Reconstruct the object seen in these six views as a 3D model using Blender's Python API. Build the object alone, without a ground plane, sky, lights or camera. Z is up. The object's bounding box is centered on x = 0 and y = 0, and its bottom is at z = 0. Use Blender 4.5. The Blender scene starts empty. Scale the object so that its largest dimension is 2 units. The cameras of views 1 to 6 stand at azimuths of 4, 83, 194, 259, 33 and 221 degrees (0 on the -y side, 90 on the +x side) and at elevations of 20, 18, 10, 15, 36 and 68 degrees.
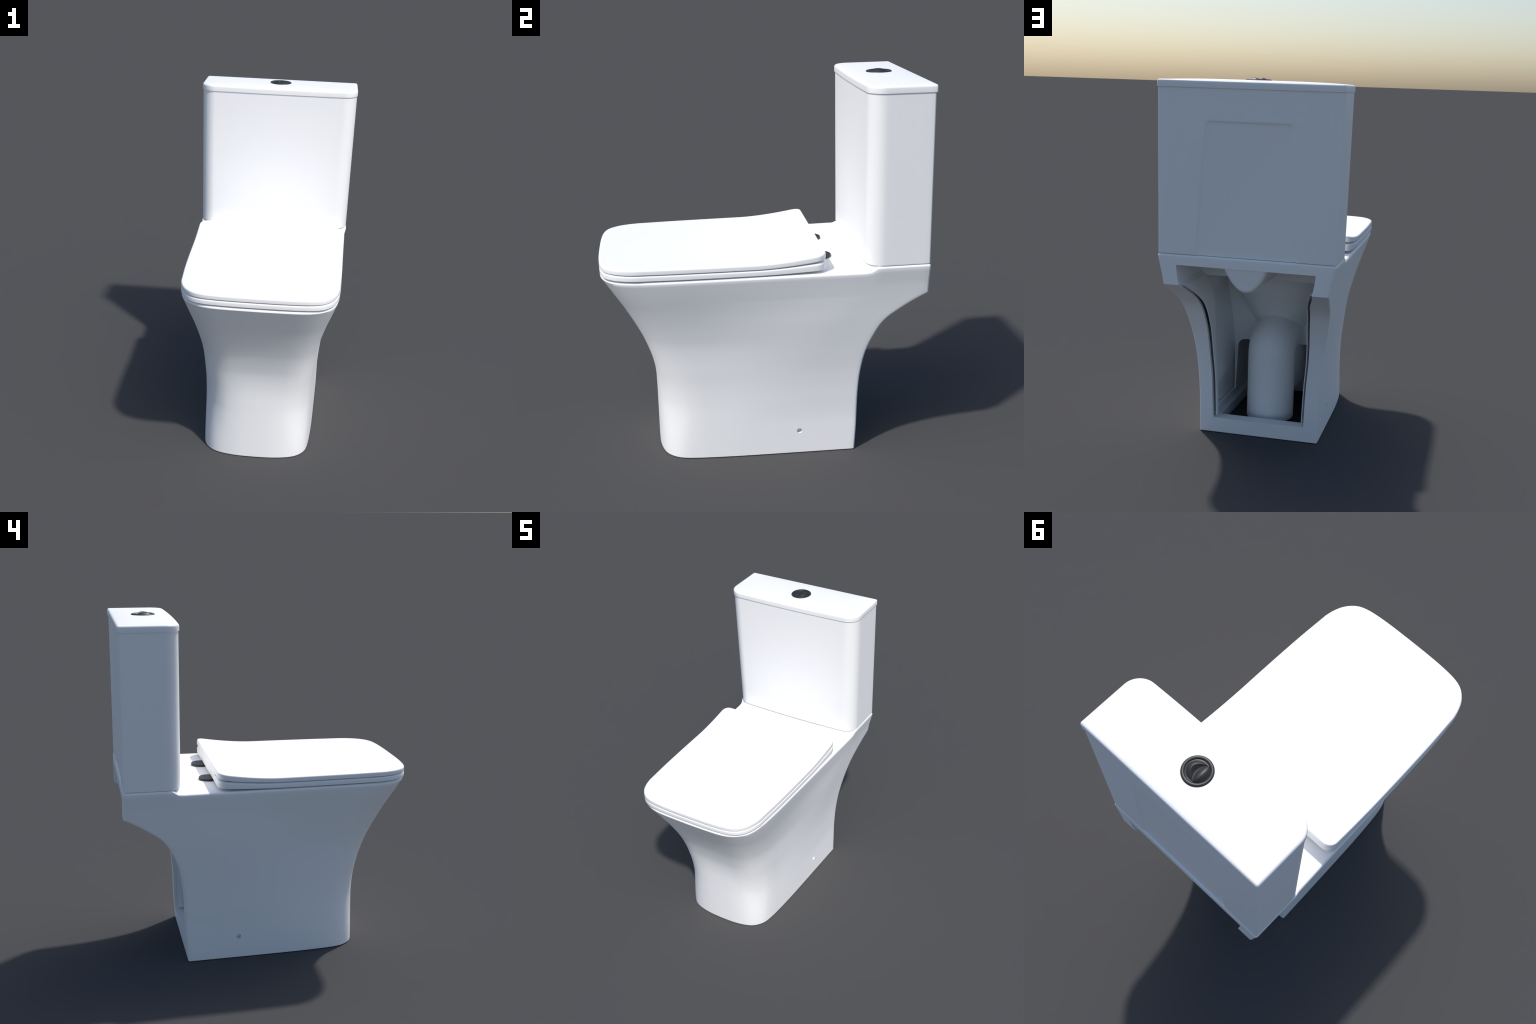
"""A close-coupled toilet: flared ceramic pan with open back, cistern with lid,
closed seat and lid, hinge discs, dual flush button, drain pipe and inlet."""
import bpy, bmesh, math
from mathutils import Vector

# ------------------------------------------------------------------ helpers
def lerp(a, b, t): return a + (b - a) * t

def smooth(t):
    t = min(1.0, max(0.0, t)); return t * t * (3 - 2 * t)

def interp(x, table):
    """Smooth (monotone cubic) reading of a small profile table [(x, value), ...]."""
    if x <= table[0][0]: return table[0][1]
    if x >= table[-1][0]: return table[-1][1]
    n = len(table)
    d = [(table[i+1][1] - table[i][1]) / (table[i+1][0] - table[i][0]) for i in range(n-1)]
    m = [d[0]] + [0.0 if d[i-1] * d[i] <= 0 else 2 * d[i-1] * d[i] / (d[i-1] + d[i])
                  for i in range(1, n-1)] + [d[-1]]
    for i in range(n-1):
        x0, x1 = table[i][0], table[i+1][0]
        if x <= x1:
            h = x1 - x0; t = (x - x0) / h
            return ((2*t**3 - 3*t*t + 1) * table[i][1] + (t**3 - 2*t*t + t) * h * m[i]
                    + (-2*t**3 + 3*t*t) * table[i+1][1] + (t**3 - t*t) * h * m[i+1])

def resample(pts, n):
    """n points at even arc length along a Catmull-Rom curve through pts."""
    P = [Vector(p) for p in pts]
    dense = []
    for i in range(len(P) - 1):
        p0 = P[i-1] if i else P[0] * 2 - P[1]
        p1, p2 = P[i], P[i+1]
        p3 = P[i+2] if i + 2 < len(P) else P[-1] * 2 - P[-2]
        for k in range(24):
            t = k / 24
            dense.append(0.5 * (2*p1 + (p2-p0)*t + (2*p0-5*p1+4*p2-p3)*t*t + (3*p1-p0-3*p2+p3)*t**3))
    dense.append(P[-1])
    L = [0.0]
    for a, b in zip(dense, dense[1:]): L.append(L[-1] + (b - a).length)
    out, j = [], 0
    for k in range(n):
        s = L[-1] * k / (n - 1)
        while j < len(L) - 2 and L[j+1] < s: j += 1
        t = (s - L[j]) / max(1e-9, L[j+1] - L[j])
        out.append(dense[j].lerp(dense[j+1], min(1, t)))
    return out

def arc(cx, cy, r, a0, a1, n):
    return [Vector((cx + r * math.cos(math.radians(lerp(a0, a1, k / n))),
                    cy + r * math.sin(math.radians(lerp(a0, a1, k / n))))) for k in range(n + 1)]

def mirror(half):
    """Closed loop from a right-hand half outline running front centre -> back centre."""
    return list(half) + [Vector((-p.x, p.y)) for p in reversed(half[1:-1])]

def offset(loop, d):
    """Closed counter-clockwise 2D loop moved inwards by d."""
    n, out = len(loop), []
    for i in range(n):
        t = loop[(i+1) % n] - loop[i-1]
        nrm = Vector((-t.y, t.x)); nrm.normalize()
        out.append(loop[i] + nrm * d)
    return out

def loft(rings, cap_bottom=True, cap_top=True, bm=None):
    """Skin closed rings of 3D points, bottom ring first."""
    bm = bm or bmesh.new()
    vr = [[bm.verts.new(p) for p in r] for r in rings]
    n = len(rings[0])
    for a, b in zip(vr, vr[1:]):
        for i in range(n):
            bm.faces.new((a[i], a[(i+1) % n], b[(i+1) % n], b[i]))
    if cap_bottom: bm.faces.new(list(reversed(vr[0])))
    if cap_top: bm.faces.new(vr[-1])
    return bm

def slab_rings(loop, z0, z1, r0, r1, steps=6):
    """Rings of an upright slab with a rounded lower edge r0 and a rounded upper edge r1."""
    rings = []
    for k in range(steps + 1):
        a = math.pi / 2 * k / steps
        rings.append((offset(loop, r0 * (1 - math.sin(a))), z0 + r0 * (1 - math.cos(a))))
    for k in range(steps + 1):
        a = math.pi / 2 * k / steps
        rings.append((offset(loop, r1 * (1 - math.cos(a))), z1 - r1 + r1 * math.sin(a)))
    return [[Vector((p.x, p.y, z)) for p in l] for l, z in rings]

def strip_cap(bm, ring, rows, z_of, up, cols=24):
    """Close a mirrored ring (first vertex at the front centre) with straight rows from
    left to right; 'rows' right-hand points lie before the flat back edge of cols pieces."""
    n = len(ring)
    prev = [ring[0]]
    for i in range(1, rows + 1):
        r, l = ring[i], ring[n - i]
        if i < rows:
            row = [l] + [bm.verts.new((lerp(l.co.x, r.co.x, c / cols), r.co.y,
                    z_of(lerp(l.co.x, r.co.x, c / cols), r.co.y))) for c in range(1, cols)] + [r]
        else:
            row = [ring[n - i - k] for k in range(cols + 1)]
        if len(prev) == 1:
            fs = [(prev[0], row[c+1], row[c]) for c in range(cols)]
        else:
            fs = [(prev[c], prev[c+1], row[c+1], row[c]) for c in range(cols)]
        for f in fs:
            bm.faces.new(f if up else tuple(reversed(f)))
        prev = row

def make(name, bm, mat, parent=None, angle=35):
    bmesh.ops.recalc_face_normals(bm, faces=bm.faces)
    me = bpy.data.meshes.new(name); bm.to_mesh(me); bm.free()
    ob = bpy.data.objects.new(name, me)
    bpy.context.scene.collection.objects.link(ob)
    if mat: me.materials.append(mat)
    if parent: ob.parent = parent
    shade(ob, angle)
    return ob

def shade(ob, angle):
    me = ob.data
    me.polygons.foreach_set("use_smooth", [True] * len(me.polygons))
    me.set_sharp_from_angle(angle=math.radians(angle))

def boolean(ob, other, op, angle=35):
    m = ob.modifiers.new("cut", 'BOOLEAN'); m.object = other; m.operation = op; m.solver = 'EXACT'
    bpy.context.view_layer.update()
    dg = bpy.context.evaluated_depsgraph_get()
    me = bpy.data.meshes.new_from_object(ob.evaluated_get(dg))
    ob.modifiers.clear()
    old = ob.data; ob.data = me; me.name = ob.name; bpy.data.meshes.remove(old)
    bpy.data.objects.remove(other)
    shade(ob, angle)

# ---------------------------------------------------------------- materials
def material(name, base, rough, spec=0.5, coat=0.0, grain=0.0, edge=0.0):
    m = bpy.data.materials.new(name); m.use_nodes = True
    nt = m.node_tree; b = nt.nodes["Principled BSDF"]
    b.inputs["Roughness"].default_value = rough
    b.inputs["Specular IOR Level"].default_value = spec
    b.inputs["Coat Weight"].default_value = coat
    tc = nt.nodes.new("ShaderNodeTexCoord")
    nz = nt.nodes.new("ShaderNodeTexNoise"); nz.inputs["Scale"].default_value = 3.0
    cr = nt.nodes.new("ShaderNodeValToRGB")
    cr.color_ramp.elements[0].color = tuple(c * (1 - grain) for c in base) + (1,)
    cr.color_ramp.elements[1].color = tuple(base) + (1,)
    nt.links.new(tc.outputs["Object"], nz.inputs["Vector"])
    nt.links.new(nz.outputs["Fac"], cr.inputs["Fac"])
    nt.links.new(cr.outputs["Color"], b.inputs["Base Color"])
    if edge:
        bv = nt.nodes.new("ShaderNodeBevel"); bv.inputs["Radius"].default_value = edge
        bv.samples = 6
        nt.links.new(bv.outputs["Normal"], b.inputs["Normal"])
    return m

CERAMIC = material("white_ceramic", (0.98, 0.98, 0.98), 0.5, grain=0.0)
SEAT = material("white_seat_plastic", (0.98, 0.98, 0.98), 0.5, grain=0.0)
BLACK = material("black_plastic", (0.022, 0.022, 0.022), 0.47, spec=0.6, grain=0.1)
DISC = material("dark_hinge_plastic", (0.018, 0.018, 0.019), 0.5, grain=0.1)

# ------------------------------------------------------------- pan (shell)
# plan at the floor and at the rim: front centre -> round front corner -> along the side
FOOT = [(0, -.574), (.10, -.570), (.18, -.556), (.235, -.534), (.270, -.503), (.2935, -.465), (.3055, -.42), (.3135, -.36)]
RIM = [(0, -.833), (.12, -.831), (.22, -.827), (.291, -.814), (.347, -.787), (.393, -.741), (.419, -.679), (.4325, -.60)]
FOOT_SIDE = [(-.36, .3135), (-.31, .3175), (-.24, .322), (-.113, .328), (.2, .3365), (.472, .343)]
RIM_SIDE = [(-.60, .4325), (-.52, .4385), (-.42, .4438), (-.2, .4515), (.0, .459), (.3, .469), (.515, .4745), (.835, .4755)]
# how far the wall has flared from the foot (0) to the rim (1), by height
FLARE_FRONT = [(0, 0), (.28, 0), (.36, .010), (.42, .028), (.48, .060), (.54, .106), (.60, .172), (.67, .266), (.733, .370), (.785, .464), (.866, .622), (.92, .738), (.99, .890), (1.04, 1.0)]
FLARE_SIDE = [(0, 0), (.18, .005), (.35, .075), (.47, .165), (.59, .30), (.69, .43), (.78, .553), (.85, .648), (.91, .736), (1.0, .872), (1.04, .938), (1.08, 1.005)]
BACK = [(0, .472), (.16, .4815), (.32, .4855), (.43, .4925), (.53, .507), (.575, .517), (.63, .535), (.69, .562), (.74, .589),
        (.787, .628), (.828, .682), (.864, .735), (.897, .790), (.918, .829)]
NC, NS, NF, COLS = 30, 44, 5, 24        # points on front corner, side, back fillet, back edge
Z_DECK, Z_SHELF = 1.054, 1.0812

foot_c, rim_c = resample(FOOT, NC), resample(RIM, NC)
WAIST = [(0, -.573), (.095, -.569), (.173, -.554), (.223, -.528), (.258, -.496), (.284, -.453), (.3005, -.411), (.311, -.353)]
waist_c = resample(WAIST, NC)           # softer corner half way up the foot
KNEE = [(0, -.562), (.10, -.561), (.175, -.555), (.229, -.536), (.264, -.505), (.289, -.459), (.3025, -.414), (.3125, -.354)]
knee_c = resample(KNEE, NC)             # flatter front with fuller corners where the flare sets in

def shell_half(z):
    ff, fs, yb = interp(z, FLARE_FRONT), interp(z, FLARE_SIDE), interp(z, BACK)
    pts = []
    soft = smooth(z / .30)
    knee = smooth((z - .28) / .30)
    fx = ff - .055 * smooth((z - .48) / .2) * (1 - smooth((z - .74) / .30))
    for a, w, k, b in zip(foot_c, waist_c, knee_c, rim_c):
        a = a.lerp(w, soft).lerp(k, knee)
        pts.append(Vector((lerp(a.x, b.x, fx), lerp(a.y, b.y, ff))))
    r = .012
    y0 = pts[-1].y; y1 = yb - r
    lead = pts[-1].x - lerp(FOOT_SIDE[0][1], RIM_SIDE[0][1], fx)   # corner and side meet without a step
    for k in range(1, NS + 1):
        v = k / NS
        y = lerp(y0, y1, v)
        xf = interp(lerp(-.36, .472, v), FOOT_SIDE)
        xr = interp(lerp(-.60, .829, (y - y0) / max(.01, yb - y0)), RIM_SIDE)
        x = lerp(xf, xr, lerp(fx, fs, smooth(v / .72)))
        pts.append(Vector((x + lead * (1 - smooth(v / .40)), y)))
    w = pts[-1].x
    pts += arc(w - r, yb - r, r, 0, 90, NF)[1:]
    xe = pts[-1].x
    pts += [Vector((xe * (1 - 2 * k / COLS), yb)) for k in range(1, COLS // 2 + 1)]
    return pts

# cistern footprint: gently bowed front, round front corners, straight sides
def cistern_half(w, yf, yb, rc, rb, bow=.008, n_side=10):
    pts = [Vector((x, yf + bow * (x / (w - rc)) ** 2)) for x in [(w - rc) * k / 14 for k in range(15)]]
    yc = pts[-1].y
    pts += arc(w - rc, yc + rc, rc, -86, 0, 12)
    y0 = pts[-1].y
    pts += [Vector((w, lerp(y0, yb - rb, k / n_side))) for k in range(1, n_side + 1)]
    pts += arc(w - rb, yb - rb, rb, 0, 90, 5)[1:]
    xe = pts[-1].x
    pts += [Vector((xe * (1 - 2 * k / COLS), yb)) for k in range(1, COLS // 2 + 1)]
    return pts

def deck_height(x, y):
    """Flat deck that ramps up to the cistern shelf around the cistern's footprint."""
    rc = .088; w, yf = .477, .499
    qx, qy = abs(x) - (w - rc), (yf + rc) - y
    d = math.hypot(max(qx, 0), max(qy, 0)) + min(max(qx, qy), 0) - rc
    t = 1 - min(1, max(0, d / .004))
    edge = smooth((abs(x) - .452) / .014) * smooth((y - .512) / .060)
    t = max(t, edge)
    return lerp(Z_DECK, Z_SHELF, t)

def build_shell():
    bm = bmesh.new()
    zs = [0, .003] + [.02 + .90 * k / 90 for k in range(90)] + [.9145, .918, .924, .935, .95, .965, .98]
    rings = []
    for z in zs:
        l = mirror(shell_half(z))
        if z == 0: l = offset(l, .003)
        rings.append([Vector((p.x, p.y, z)) for p in l])
    r = .013
    # upper edge: follows deck and shelf, so each point gets its own height
    top = mirror(shell_half(1.04)); high = mirror(shell_half(Z_SHELF)); low = mirror(shell_half(.98))
    zt = [deck_height(p.x, p.y) - r for p in top]
    outer = []
    for i, p in enumerate(top):
        t = smooth((zt[i] - (Z_DECK - r)) / (Z_SHELF - Z_DECK))
        outer.append(p.lerp(high[i], t))
    for k in range(1, 5):
        rings.append([Vector((*low[i].lerp(outer[i], k / 4), lerp(.98, zt[i], k / 4))) for i in range(len(top))])
    for k in range(1, 8):
        a = math.pi / 2 * k / 7
        inn = offset(outer, r * (1 - math.cos(a)))
        rings.append([Vector((inn[i].x, inn[i].y, zt[i] + r * math.sin(a))) for i in range(len(top))])
    n = len(rings[0])
    vr = [[bm.verts.new(p) for p in ring] for ring in rings]
    for a, b in zip(vr, vr[1:]):
        for i in range(n):
            bm.faces.new((a[i], a[(i+1) % n], b[(i+1) % n], b[i]))
    bm.faces.new(list(reversed(vr[0])))
    strip_cap(bm, vr[-1], NC - 1 + NS + NF, deck_height, True, COLS)
    return bm

def mouth_x(z):
    """Half width of the opening at the back, by height."""
    return interp(z, [(.0, .262), (.09, .264), (.31, .272), (.48, .285), (.66, .295), (.81, .313), (.916, .355), (1.025, .372), (1.1, .372)])

def shell_x(y, z, _cache={}):
    """Half width of the outer shell at a depth and height."""
    if z not in _cache: _cache[z] = [(p.y, p.x) for p in shell_half(z)[:NC + NS]]
    pts = _cache[z]
    for a, b in zip(pts, pts[1:]):
        if b[0] >= y: return lerp(a[1], b[1], min(1, max(0, (y - a[0]) / max(1e-6, b[0] - a[0]))))
    return pts[-1][1]

def cavity_x(y, z):
    """The hollow widens right behind its mouth, then follows the shell forwards."""
    back = interp(z, BACK) - .028
    wide = mouth_x(z) + .075 * smooth((back - y) / .07) * (1 - smooth((z - .78) / .11))
    return min(wide, shell_x(y, z) - .032) if y < back else mouth_x(z)

def liner_x(y, z):
    """Inner face of the lining: straight behind the mouth, then stepping outwards."""
    slot = lerp(lerp(.0140, .018, smooth((z - .4) / .4)), -.003, smooth((z - .913) / .010))
    return min(mouth_x(z) - slot - .004 + .058 * smooth((.432 - y) / .085) * (1 - smooth((z - .78) / .11)), shell_x(y, z) - .052)

def cavity_rings(zs, y0, y1, n=90):
    rings = []
    for z in zs:
        ys = [lerp(y1, y0, k / n) for k in range(n + 1)]
        right = [Vector((cavity_x(y, z), y, z)) for y in ys]
        rings.append([Vector((-p.x, p.y, z)) for p in right] + list(reversed(right)))
    return rings

def box_rings(zs, half_w, y0, y1, r=.02):
    rings = []
    for z in zs:
        w = half_w(z)
        l = (arc(w - r, y0(z) + r, r, -90, 0, 5) + arc(w - r, y1(z) - r, r, 0, 90, 5)
             + arc(-w + r, y1(z) - r, r, 90, 180, 5) + arc(-w + r, y0(z) + r, r, 180, 270, 5))
        rings.append([Vector((p.x, p.y, z)) for p in l])
    return rings

def superellipse(rx, y0, y1, e, n=64):
    cy, ry = (y0 + y1) / 2, (y1 - y0) / 2
    out = []
    for k in range(n):
        a = 2 * math.pi * k / n - math.pi / 2
        c, s = math.cos(a), math.sin(a)
        out.append(Vector((rx * math.copysign(abs(c) ** (2 / e), c), cy + ry * math.copysign(abs(s) ** (2 / e), s))))
    return out

BOWL = [  # z, half width, front y, back y  (outside of the bowl)
    (.99, .375, -.765, .23), (.87, .350, -.70, .24), (.80, .315, -.62, .23), (.70, .262, -.52, .17), (.60, .20, -.43, .11),
    (.52, .155, -.38, .06), (.40, .135, -.35, .03), (.30, .13, -.34, .02), (.18, .12, -.32, -.02), (.12, .095, -.29, -.06), (.09, .05, -.24, -.11)]

def bowl_rings(shrink, zmin, ztop=None):
    zs = [.09 + (.99 - .09) * k / 40 for k in range(41)]
    rings = []
    tab = sorted(BOWL)
    for z in zs:
        if z < zmin: continue
        w = interp(z, [(t[0], t[1]) for t in tab]); a = interp(z, [(t[0], t[2]) for t in tab]); b = interp(z, [(t[0], t[3]) for t in tab])
        rings.append([Vector((p.x, p.y, z)) for p in superellipse(w - shrink, a + shrink, b - shrink, 2.5)])
    if ztop:
        rings.append([Vector((p.x, p.y, ztop)) for p in superellipse(.315, -.70, .16, 2.8)])
    return rings

def build_pan(root):
    pan = make("pan", build_shell(), CERAMIC, root)
    # hollow from the back, open floor, bowl hung inside, basin sunk from the top
    zs = [.086 + (.905 - .086) * k / 60 for k in range(61)]
    boolean(pan, make("c", loft(cavity_rings(zs, -.40, 1.0)), None), 'DIFFERENCE')
    boolean(pan, make("c", loft(cavity_rings([.06, .12], -.38, .385)), None), 'DIFFERENCE')
    zs = [.85, .88, .916, .95, 1.0, 1.025]
    boolean(pan, make("c", loft(box_rings(zs, mouth_x, lambda z: .44, lambda z: 1.02, .012)), None), 'DIFFERENCE')
    boolean(pan, make("c", loft(box_rings([-.1, .2], lambda z: .258, lambda z: -.42, lambda z: .398, .03)), None), 'DIFFERENCE')
    boolean(pan, make("c", loft(bowl_rings(0, 0)), None), 'UNION')
    boolean(pan, make("c", loft(bowl_rings(.03, .25, 1.2)), None), 'DIFFERENCE')
    # one fixing hole low on each side
    for sx in (1, -1):
        bm = bmesh.new()
        ring = lambda x: [Vector((x, .172 + .0145 * math.cos(a), .131 + .0145 * math.sin(a)))
                          for a in [2 * math.pi * k / 24 for k in range(24)]]
        loft([ring(sx * .308), ring(sx * .40)], bm=bm)
        boolean(pan, make("c", bm, None), 'DIFFERENCE')
    pan.data.materials.clear(); pan.data.materials.append(CERAMIC)
    return pan

# ------------------------------------------- inner liner walls of the pan
def build_liner(root):
    zs = [.095 + (.930 - .095) * k / 80 for k in range(81)]
    n = 60
    for sx in (1, -1):
        rings = []
        for z in zs:
            yb = interp(z, BACK) - .020; yf = -.11
            ys = [lerp(yf, yb, k / n) for k in range(n + 1)]
            inner = [Vector((sx * liner_x(y, z), y, z)) for y in ys]
            outer = [Vector((sx * (liner_x(y, z) + lerp(.004, .012, smooth((.44 - y) / .05))), y, z)) for y in ys]
            ring = outer + list(reversed(inner))
            rings.append(ring if sx > 0 else list(reversed(ring)))
        ob = make("inner_wall", loft(rings), CERAMIC, root)
        # low opening in the wall, its upper edge climbing towards the front
        path = [(.395, .108), (.388, .215), (.38, .228), (.06, .285), (.02, .31), (-.02, .40), (-.04, .42), (-.2, .42), (-.2, .108)]
        bm = loft([[Vector((sx * .10, y, z)) for y, z in path], [Vector((sx * .45, y, z)) for y, z in path]])
        boolean(ob, make("c", bm, None), 'DIFFERENCE')
        ob.data.materials.clear(); ob.data.materials.append(CERAMIC)
    # cross wall behind the bowl, open at the foot
    yw = -.025
    rings = []
    for z in [.10 + (.93 - .10) * k / 24 for k in range(25)]:
        x = liner_x(yw, z) + .006
        rings.append([Vector((-x, yw - .02, z)), Vector((x, yw - .02, z)), Vector((x, yw, z)), Vector((-x, yw, z))])
    wall = make("cross_wall", loft(rings), CERAMIC, root)
    w, zt, r = .268, .425, .045
    arch = [(w + .012, .05), (w, zt - r)] + [(w - r + r * math.cos(a), zt - r + r * math.sin(a)) for a in [math.pi / 2 * k / 8 for k in range(1, 9)]]
    arch += [(-x, z) for x, z in reversed(arch)]
    boolean(wall, make("c", loft([[Vector((x, -.2, z)) for x, z in arch], [Vector((x, .1, z)) for x, z in arch]]), None), 'DIFFERENCE')
    wall.data.materials.clear(); wall.data.materials.append(CERAMIC)

# ------------------------------------------------------ pipe and water inlet
def tube(path, r, n=40, end_round=.012):
    P = [Vector(p) for p in path]
    rings = []
    for i, p in enumerate(P):
        t = (P[min(i+1, len(P)-1)] - P[max(i-1, 0)]).normalized()
        u = Vector((1, 0, 0)); v = t.cross(u)
        rings.append([p + (u * math.cos(a) + v * math.sin(a)) * r for a in [2 * math.pi * k / n for k in range(n)]])
    t = (P[1] - P[0]).normalized()
    c = P[0]
    first = [c - t * end_round + (q - c) * (1 - end_round / r) for q in rings[0]]
    mid = [c - t * end_round * .7 + (q - c) * (1 - .3 * end_round / r) for q in rings[0]]
    return loft([first, mid] + rings)

def build_pipes(root):
    y0, zc, R = .192, .412, .078
    path = [(0, y0, lerp(.045, zc, k / 8)) for k in range(9)]
    path += [(0, y0 - R + R * math.cos(a), zc + R * math.sin(a)) for a in [math.radians(80) * k / 16 for k in range(1, 17)]]
    a = math.radians(80); t = Vector((0, -math.sin(a), math.cos(a)))
    end = Vector(path[-1])
    path += [tuple(end + t * s) for s in (.05, .12, .22, .30)]
    make("drain_pipe", tube(path, .137), CERAMIC, root, 50)
    # U-shaped water inlet under the shelf, flat at the back
    def u_ring(y, inset, grow=0.0):
        w, zb = .121 - inset + grow, 1.030
        d = zb - .897 - inset + grow
        pts = []
        for k in range(33):
            t = -1 + k / 16
            f = 1 - abs(t) ** 2.1
            pts.append(Vector((w * t, y - .018 * f, zb - d * f)))
        return pts + [Vector((w, y, 1.05)), Vector((-w, y, 1.05))]
    r = .022
    rings = [u_ring(.8255 - r * (1 - math.cos(a)), r * (1 - math.sin(a))) for a in [math.pi / 2 * k / 8 for k in range(9)]]
    rings += [u_ring(y, 0, g) for y, g in ((.60, 0), (.50, .004), (.42, .008), (.30, .014))]
    make("water_inlet", loft(rings), CERAMIC, root, 40)

# ------------------------------------------------------------------ cistern
def build_cistern(root):
    bm = bmesh.new()
    rows = []
    def ring(z, inset=0.0):
        t = (z - 1.084) / (1.945 - 1.084)
        w, yb = lerp(.4735, .4860, t), .8255
        l = mirror(cistern_half(w, lerp(.4995, .4985, t), yb, .086, .010))
        if inset: l = offset(l, inset)
        return [Vector((p.x, p.y, z)) for p in l]
    rows.append(ring(1.0832, .0016)); rows.append(ring(1.0838, .0005)); rows.append(ring(1.0852)); rows.append(ring(1.088))
    rows += [ring(lerp(1.088, 1.945, k / 16)) for k in range(1, 17)]
    loft(rows, bm=bm)
    body = make("cistern", bm, CERAMIC, root)
    # shallow panel pressed into the back, open at the bottom
    def panel(y, grow):
        zt, wt, wb, r = 1.772 + grow, .226 + grow, .268 + grow, .030
        pts = [Vector((wb + .003, 1.04))]
        pts += [Vector((wt - r + r * math.cos(a), zt - r + r * math.sin(a))) for a in [math.pi / 2 * k / 8 for k in range(9)]]
        pts += [Vector((-p.x, p.y)) for p in reversed(pts)]
        lift = lambda z: .0040 * smooth((z - 1.10) / .66) * (y < .822)   # pressed in deeper towards the foot
        return [Vector((p.x, y + lift(p.y), p.y)) for p in pts]
    prof = [(.8165, -.0045), (.8172, -.0025), (.8185, -.001), (.8235, .002), (.8252, .0035), (.8275, .007), (.86, .007)]
    boolean(body, make("c", loft([panel(y, g) for y, g in prof]), None), 'DIFFERENCE')
    body.data.materials.clear(); body.data.materials.append(CERAMIC)
    # lid
    l = mirror(cistern_half(.4895, .4935, .833, .088, .012))
    bm = bmesh.new()
    rings = slab_rings(l, 1.940, 1.978, .002, .013, 7)
    vr = [[bm.verts.new(p) for p in r] for r in rings]
    n = len(l)
    for a, b in zip(vr, vr[1:]):
        for i in range(n):
            bm.faces.new((a[i], a[(i+1) % n], b[(i+1) % n], b[i]))
    bm.faces.new(list(reversed(vr[0])))
    def crown(x, y):
        u, v = abs(x) / .477, abs(y - .664) / .160
        return 1.978 + .0084 * max(0, 1 - u ** 4) * max(0, 1 - v ** 3)
    strip_cap(bm, vr[-1], 15 + 12 + 10 + 5 - 1, crown, True, COLS)
    make("cistern_lid", bm, CERAMIC, root, 50)
    return body

# ------------------------------------------------------------- seat and lid
COVER = [(0, -.8335), (.12, -.8325), (.22, -.828), (.30, -.817), (.355, -.793), (.398, -.745), (.421, -.69), (.4315, -.64)]
def cover_half(grow=0.0):
    pts = resample(COVER, 26)
    y0 = pts[-1].y
    side = [(-.64, .4315), (-.42, .4425), (-.2, .448), (.0, .4505), (.30, .452)]
    rb, yb = .054, .304
    ns = 46
    for k in range(1, ns + 1):
        y = lerp(y0, yb - rb, k / ns)
        pts.append(Vector((interp(y, side), y)))
    w = pts[-1].x
    pts += [Vector((w - rb + rb * math.cos(a) ** .9, yb - rb + rb * math.sin(a) ** .9)) for a in [math.pi / 2 * k / 10 for k in range(1, 10)]]
    pts.append(Vector((w - rb, yb)))
    xe = pts[-1].x
    pts += [Vector((xe * (1 - 2 * k / COLS), yb)) for k in range(1, COLS // 2 + 1)]
    return pts
COVER_ROWS = 25 + 46 + 10

def rise(y, amount):
    t = (y + .05) / .33
    return amount * t ** 1.7 if t > 0 else 0.0

def slab(loop, z0, z1, r0, r1, rise0, rise1, rows):
    """Rounded slab whose lower and upper faces climb towards the back."""
    bm = bmesh.new()
    rings = slab_rings(loop, z0, z1, r0, r1, 7)
    bend = lambda p: Vector((p.x, p.y, p.z + rise(p.y, lerp(rise0, rise1, (p.z - z0) / (z1 - z0)))))
    vr = [[bm.verts.new(bend(p)) for p in r] for r in rings]
    n = len(loop)
    for a, b in zip(vr, vr[1:]):
        for i in range(n):
            bm.faces.new((a[i], a[(i+1) % n], b[(i+1) % n], b[i]))
    strip_cap(bm, vr[-1], rows, lambda x, y: z1 + rise(y, rise1), True, COLS)
    strip_cap(bm, vr[0], rows, lambda x, y: z0 + rise(y, rise0), False, COLS)
    return bm

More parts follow.
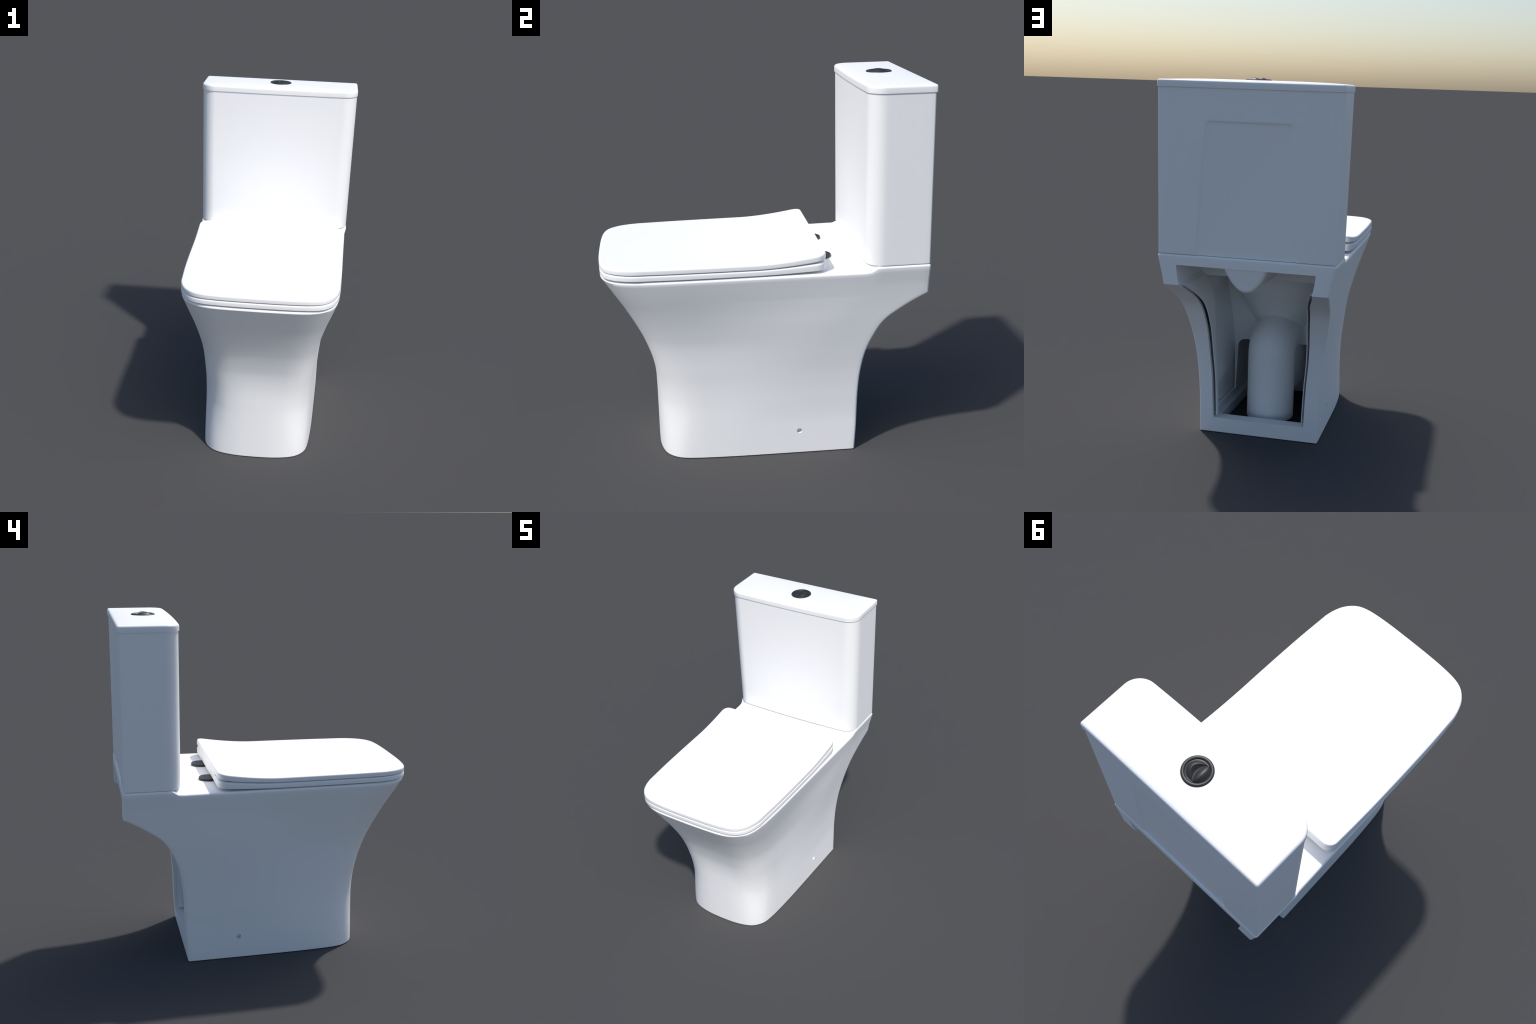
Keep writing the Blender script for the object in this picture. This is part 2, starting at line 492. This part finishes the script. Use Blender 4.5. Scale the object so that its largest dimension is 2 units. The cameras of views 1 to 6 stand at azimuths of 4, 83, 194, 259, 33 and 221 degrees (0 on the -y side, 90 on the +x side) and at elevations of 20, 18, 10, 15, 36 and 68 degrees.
def build_seat(root):
    loop = mirror(cover_half())
    make("seat_lid", slab(loop, 1.0925, 1.1195, .003, .009, .0275, .034, COVER_ROWS), SEAT, root)
    seat = make("seat", slab(loop, 1.0605, 1.0885, .003, .009, .010, .0215, COVER_ROWS), SEAT, root)
    hole = [[Vector((p.x, p.y, z)) for p in superellipse(.285, -.66, .10, 2.8)] for z in (1.0, 1.2)]
    boolean(seat, make("c", loft(hole), None), 'DIFFERENCE')
    seat.data.materials.clear(); seat.data.materials.append(SEAT)
    # spacers set back in the grooves between lid, seat and rim
    for name, z0, z1, inset, yb in (("lid_buffer", 1.083, 1.0965, .022, .245), ("seat_buffer", 1.050, 1.064, .030, -.05)):
        inner = [p for p in offset(loop, inset) if p.y < yb]
        core = [p for p in offset(loop, inset + .03) if p.y < yb]
        right, left = [p for p in inner if p.x >= -1e-6], [p for p in inner if p.x < -1e-6]
        rightc, leftc = [p for p in core if p.x >= -1e-6], [p for p in core if p.x < -1e-6]
        outer_path = left + right; core_path = leftc + rightc
        poly = outer_path + list(reversed(core_path))
        make(name, loft([[Vector((p.x, p.y, z + rise(p.y, .020))) for p in poly] for z in (z0, z1)]), SEAT, root)
    # hinge cover closing the gap between lid and seat along the back
    yb = .3035
    sec = [(yb - .045, 1.075), (yb - .004, 1.075), (yb, 1.079), (yb, 1.130), (yb - .045, 1.130)]
    rings = [[Vector((x, lerp(yb - .03, y, s), z)) for y, z in sec] for x, s in ((-.306, .9), (-.304, 1), (.304, 1), (.306, .9))]
    make("hinge_cover", loft(rings), SEAT, root)
    # dark hinge discs on the deck
    bm = bmesh.new()
    prof = [(.0570, 1.050), (.0570, 1.0650), (.0566, 1.0662), (.0558, 1.0668)]
    loft([[Vector((r * math.cos(a), r * math.sin(a), z - 1.05)) for a in [2 * math.pi * k / 48 for k in range(48)]] for r, z in prof], bm=bm)
    disc = make("hinge_disc", bm, DISC, root)
    disc.location = (.165, .317, 1.05)
    twin = disc.copy(); bpy.context.scene.collection.objects.link(twin)
    twin.parent = root; twin.location = (-.165, .317, 1.05)

# ------------------------------------------------------------- flush button
def build_button(root, cistern):
    cx, cy, z0 = 0.0, .657, 1.9862
    n = 72
    bm = bmesh.new()
    prof = [(.0665, -.004), (.0672, .0008), (.0661, .0030), (.0637, .0050), (.0600, .0060), (.0557, .0057), (.0522, .0042), (.0504, .0016), (.0498, .0010)]
    rings = [[Vector((r * math.cos(a), r * math.sin(a), z)) for a in [2 * math.pi * k / n for k in range(n)]] for r, z in prof]
    loft(rings, cap_bottom=True, cap_top=True, bm=bm)
    ring = make("flush_ring", bm, BLACK, cistern, 50); ring.location = (cx, cy, z0)
    # two press plates: a crescent with a crest, and a lens-shaped dome
    R = .0496
    def height(x, y):
        e = max(0.0, 1 - (y / .0445) ** 2)
        xv, xc = -.0155 + .0165 * e, -.0155 + .0425 * e ** .8
        xl = -math.sqrt(max(0, R * R - y * y)); xr = -xl
        if x < xv:
            t = (x - xl) / max(1e-5, xv - xl)
            return .0005 + 0.0112 * e ** .8 * math.sin(math.pi * min(1, max(0, t))) ** 1.2
        if x < xc:
            return .0005 + 0.0123 * e ** .8 * smooth((x - xv) / max(1e-5, xc - xv)) ** 1.2
        t = (x - xc) / max(1e-5, xr - xc)
        return .0005 + 0.0123 * e ** .8 * (1 - smooth(t)) ** 1.0
    for name, inside in (("full_flush_plate", 1), ("half_flush_plate", -1)):
        bm = bmesh.new()
        rows = []
        for j in range(49):
            y = .0492 * math.sin(math.pi / 2 * (-1 + j / 24))
            e = max(0.0, 1 - (y / .0445) ** 2)
            xv = -.0155 + .0165 * e; xe = math.sqrt(R * R - y * y)
            a, b = (xv + .0003, xe) if inside > 0 else (-xe, xv - .0003)
            rows.append([(lerp(a, b, k / 36), y) for k in range(37)])
        top = [[bm.verts.new((x, y, height(x, y) - .0015)) for x, y in r] for r in rows]
        bot = [[bm.verts.new((x, y, -.005)) for x, y in r] for r in rows]
        for j in range(48):
            for k in range(36):
                bm.faces.new((top[j][k], top[j][k+1], top[j+1][k+1], top[j+1][k]))
                bm.faces.new((bot[j][k], bot[j+1][k], bot[j+1][k+1], bot[j][k+1]))
            for k in (0, 36):
                bm.faces.new((top[j][k], top[j+1][k], bot[j+1][k], bot[j][k]))
        for j in (0, 48):
            for k in range(36):
                bm.faces.new((top[j][k], top[j][k+1], bot[j][k+1], bot[j][k]))
        p = make(name, bm, BLACK, cistern, 60); p.location = (cx, cy, z0 + .0025)

# -------------------------------------------------------------------- build
root = bpy.data.objects.new("toilet", None)
bpy.context.scene.collection.objects.link(root)
root["label"] = "white close-coupled toilet with closed square seat lid and cistern"
root["category"] = "toilet"
build_pan(root)
build_liner(root)
build_pipes(root)
body = build_cistern(root)
build_seat(root)
build_button(root, body)
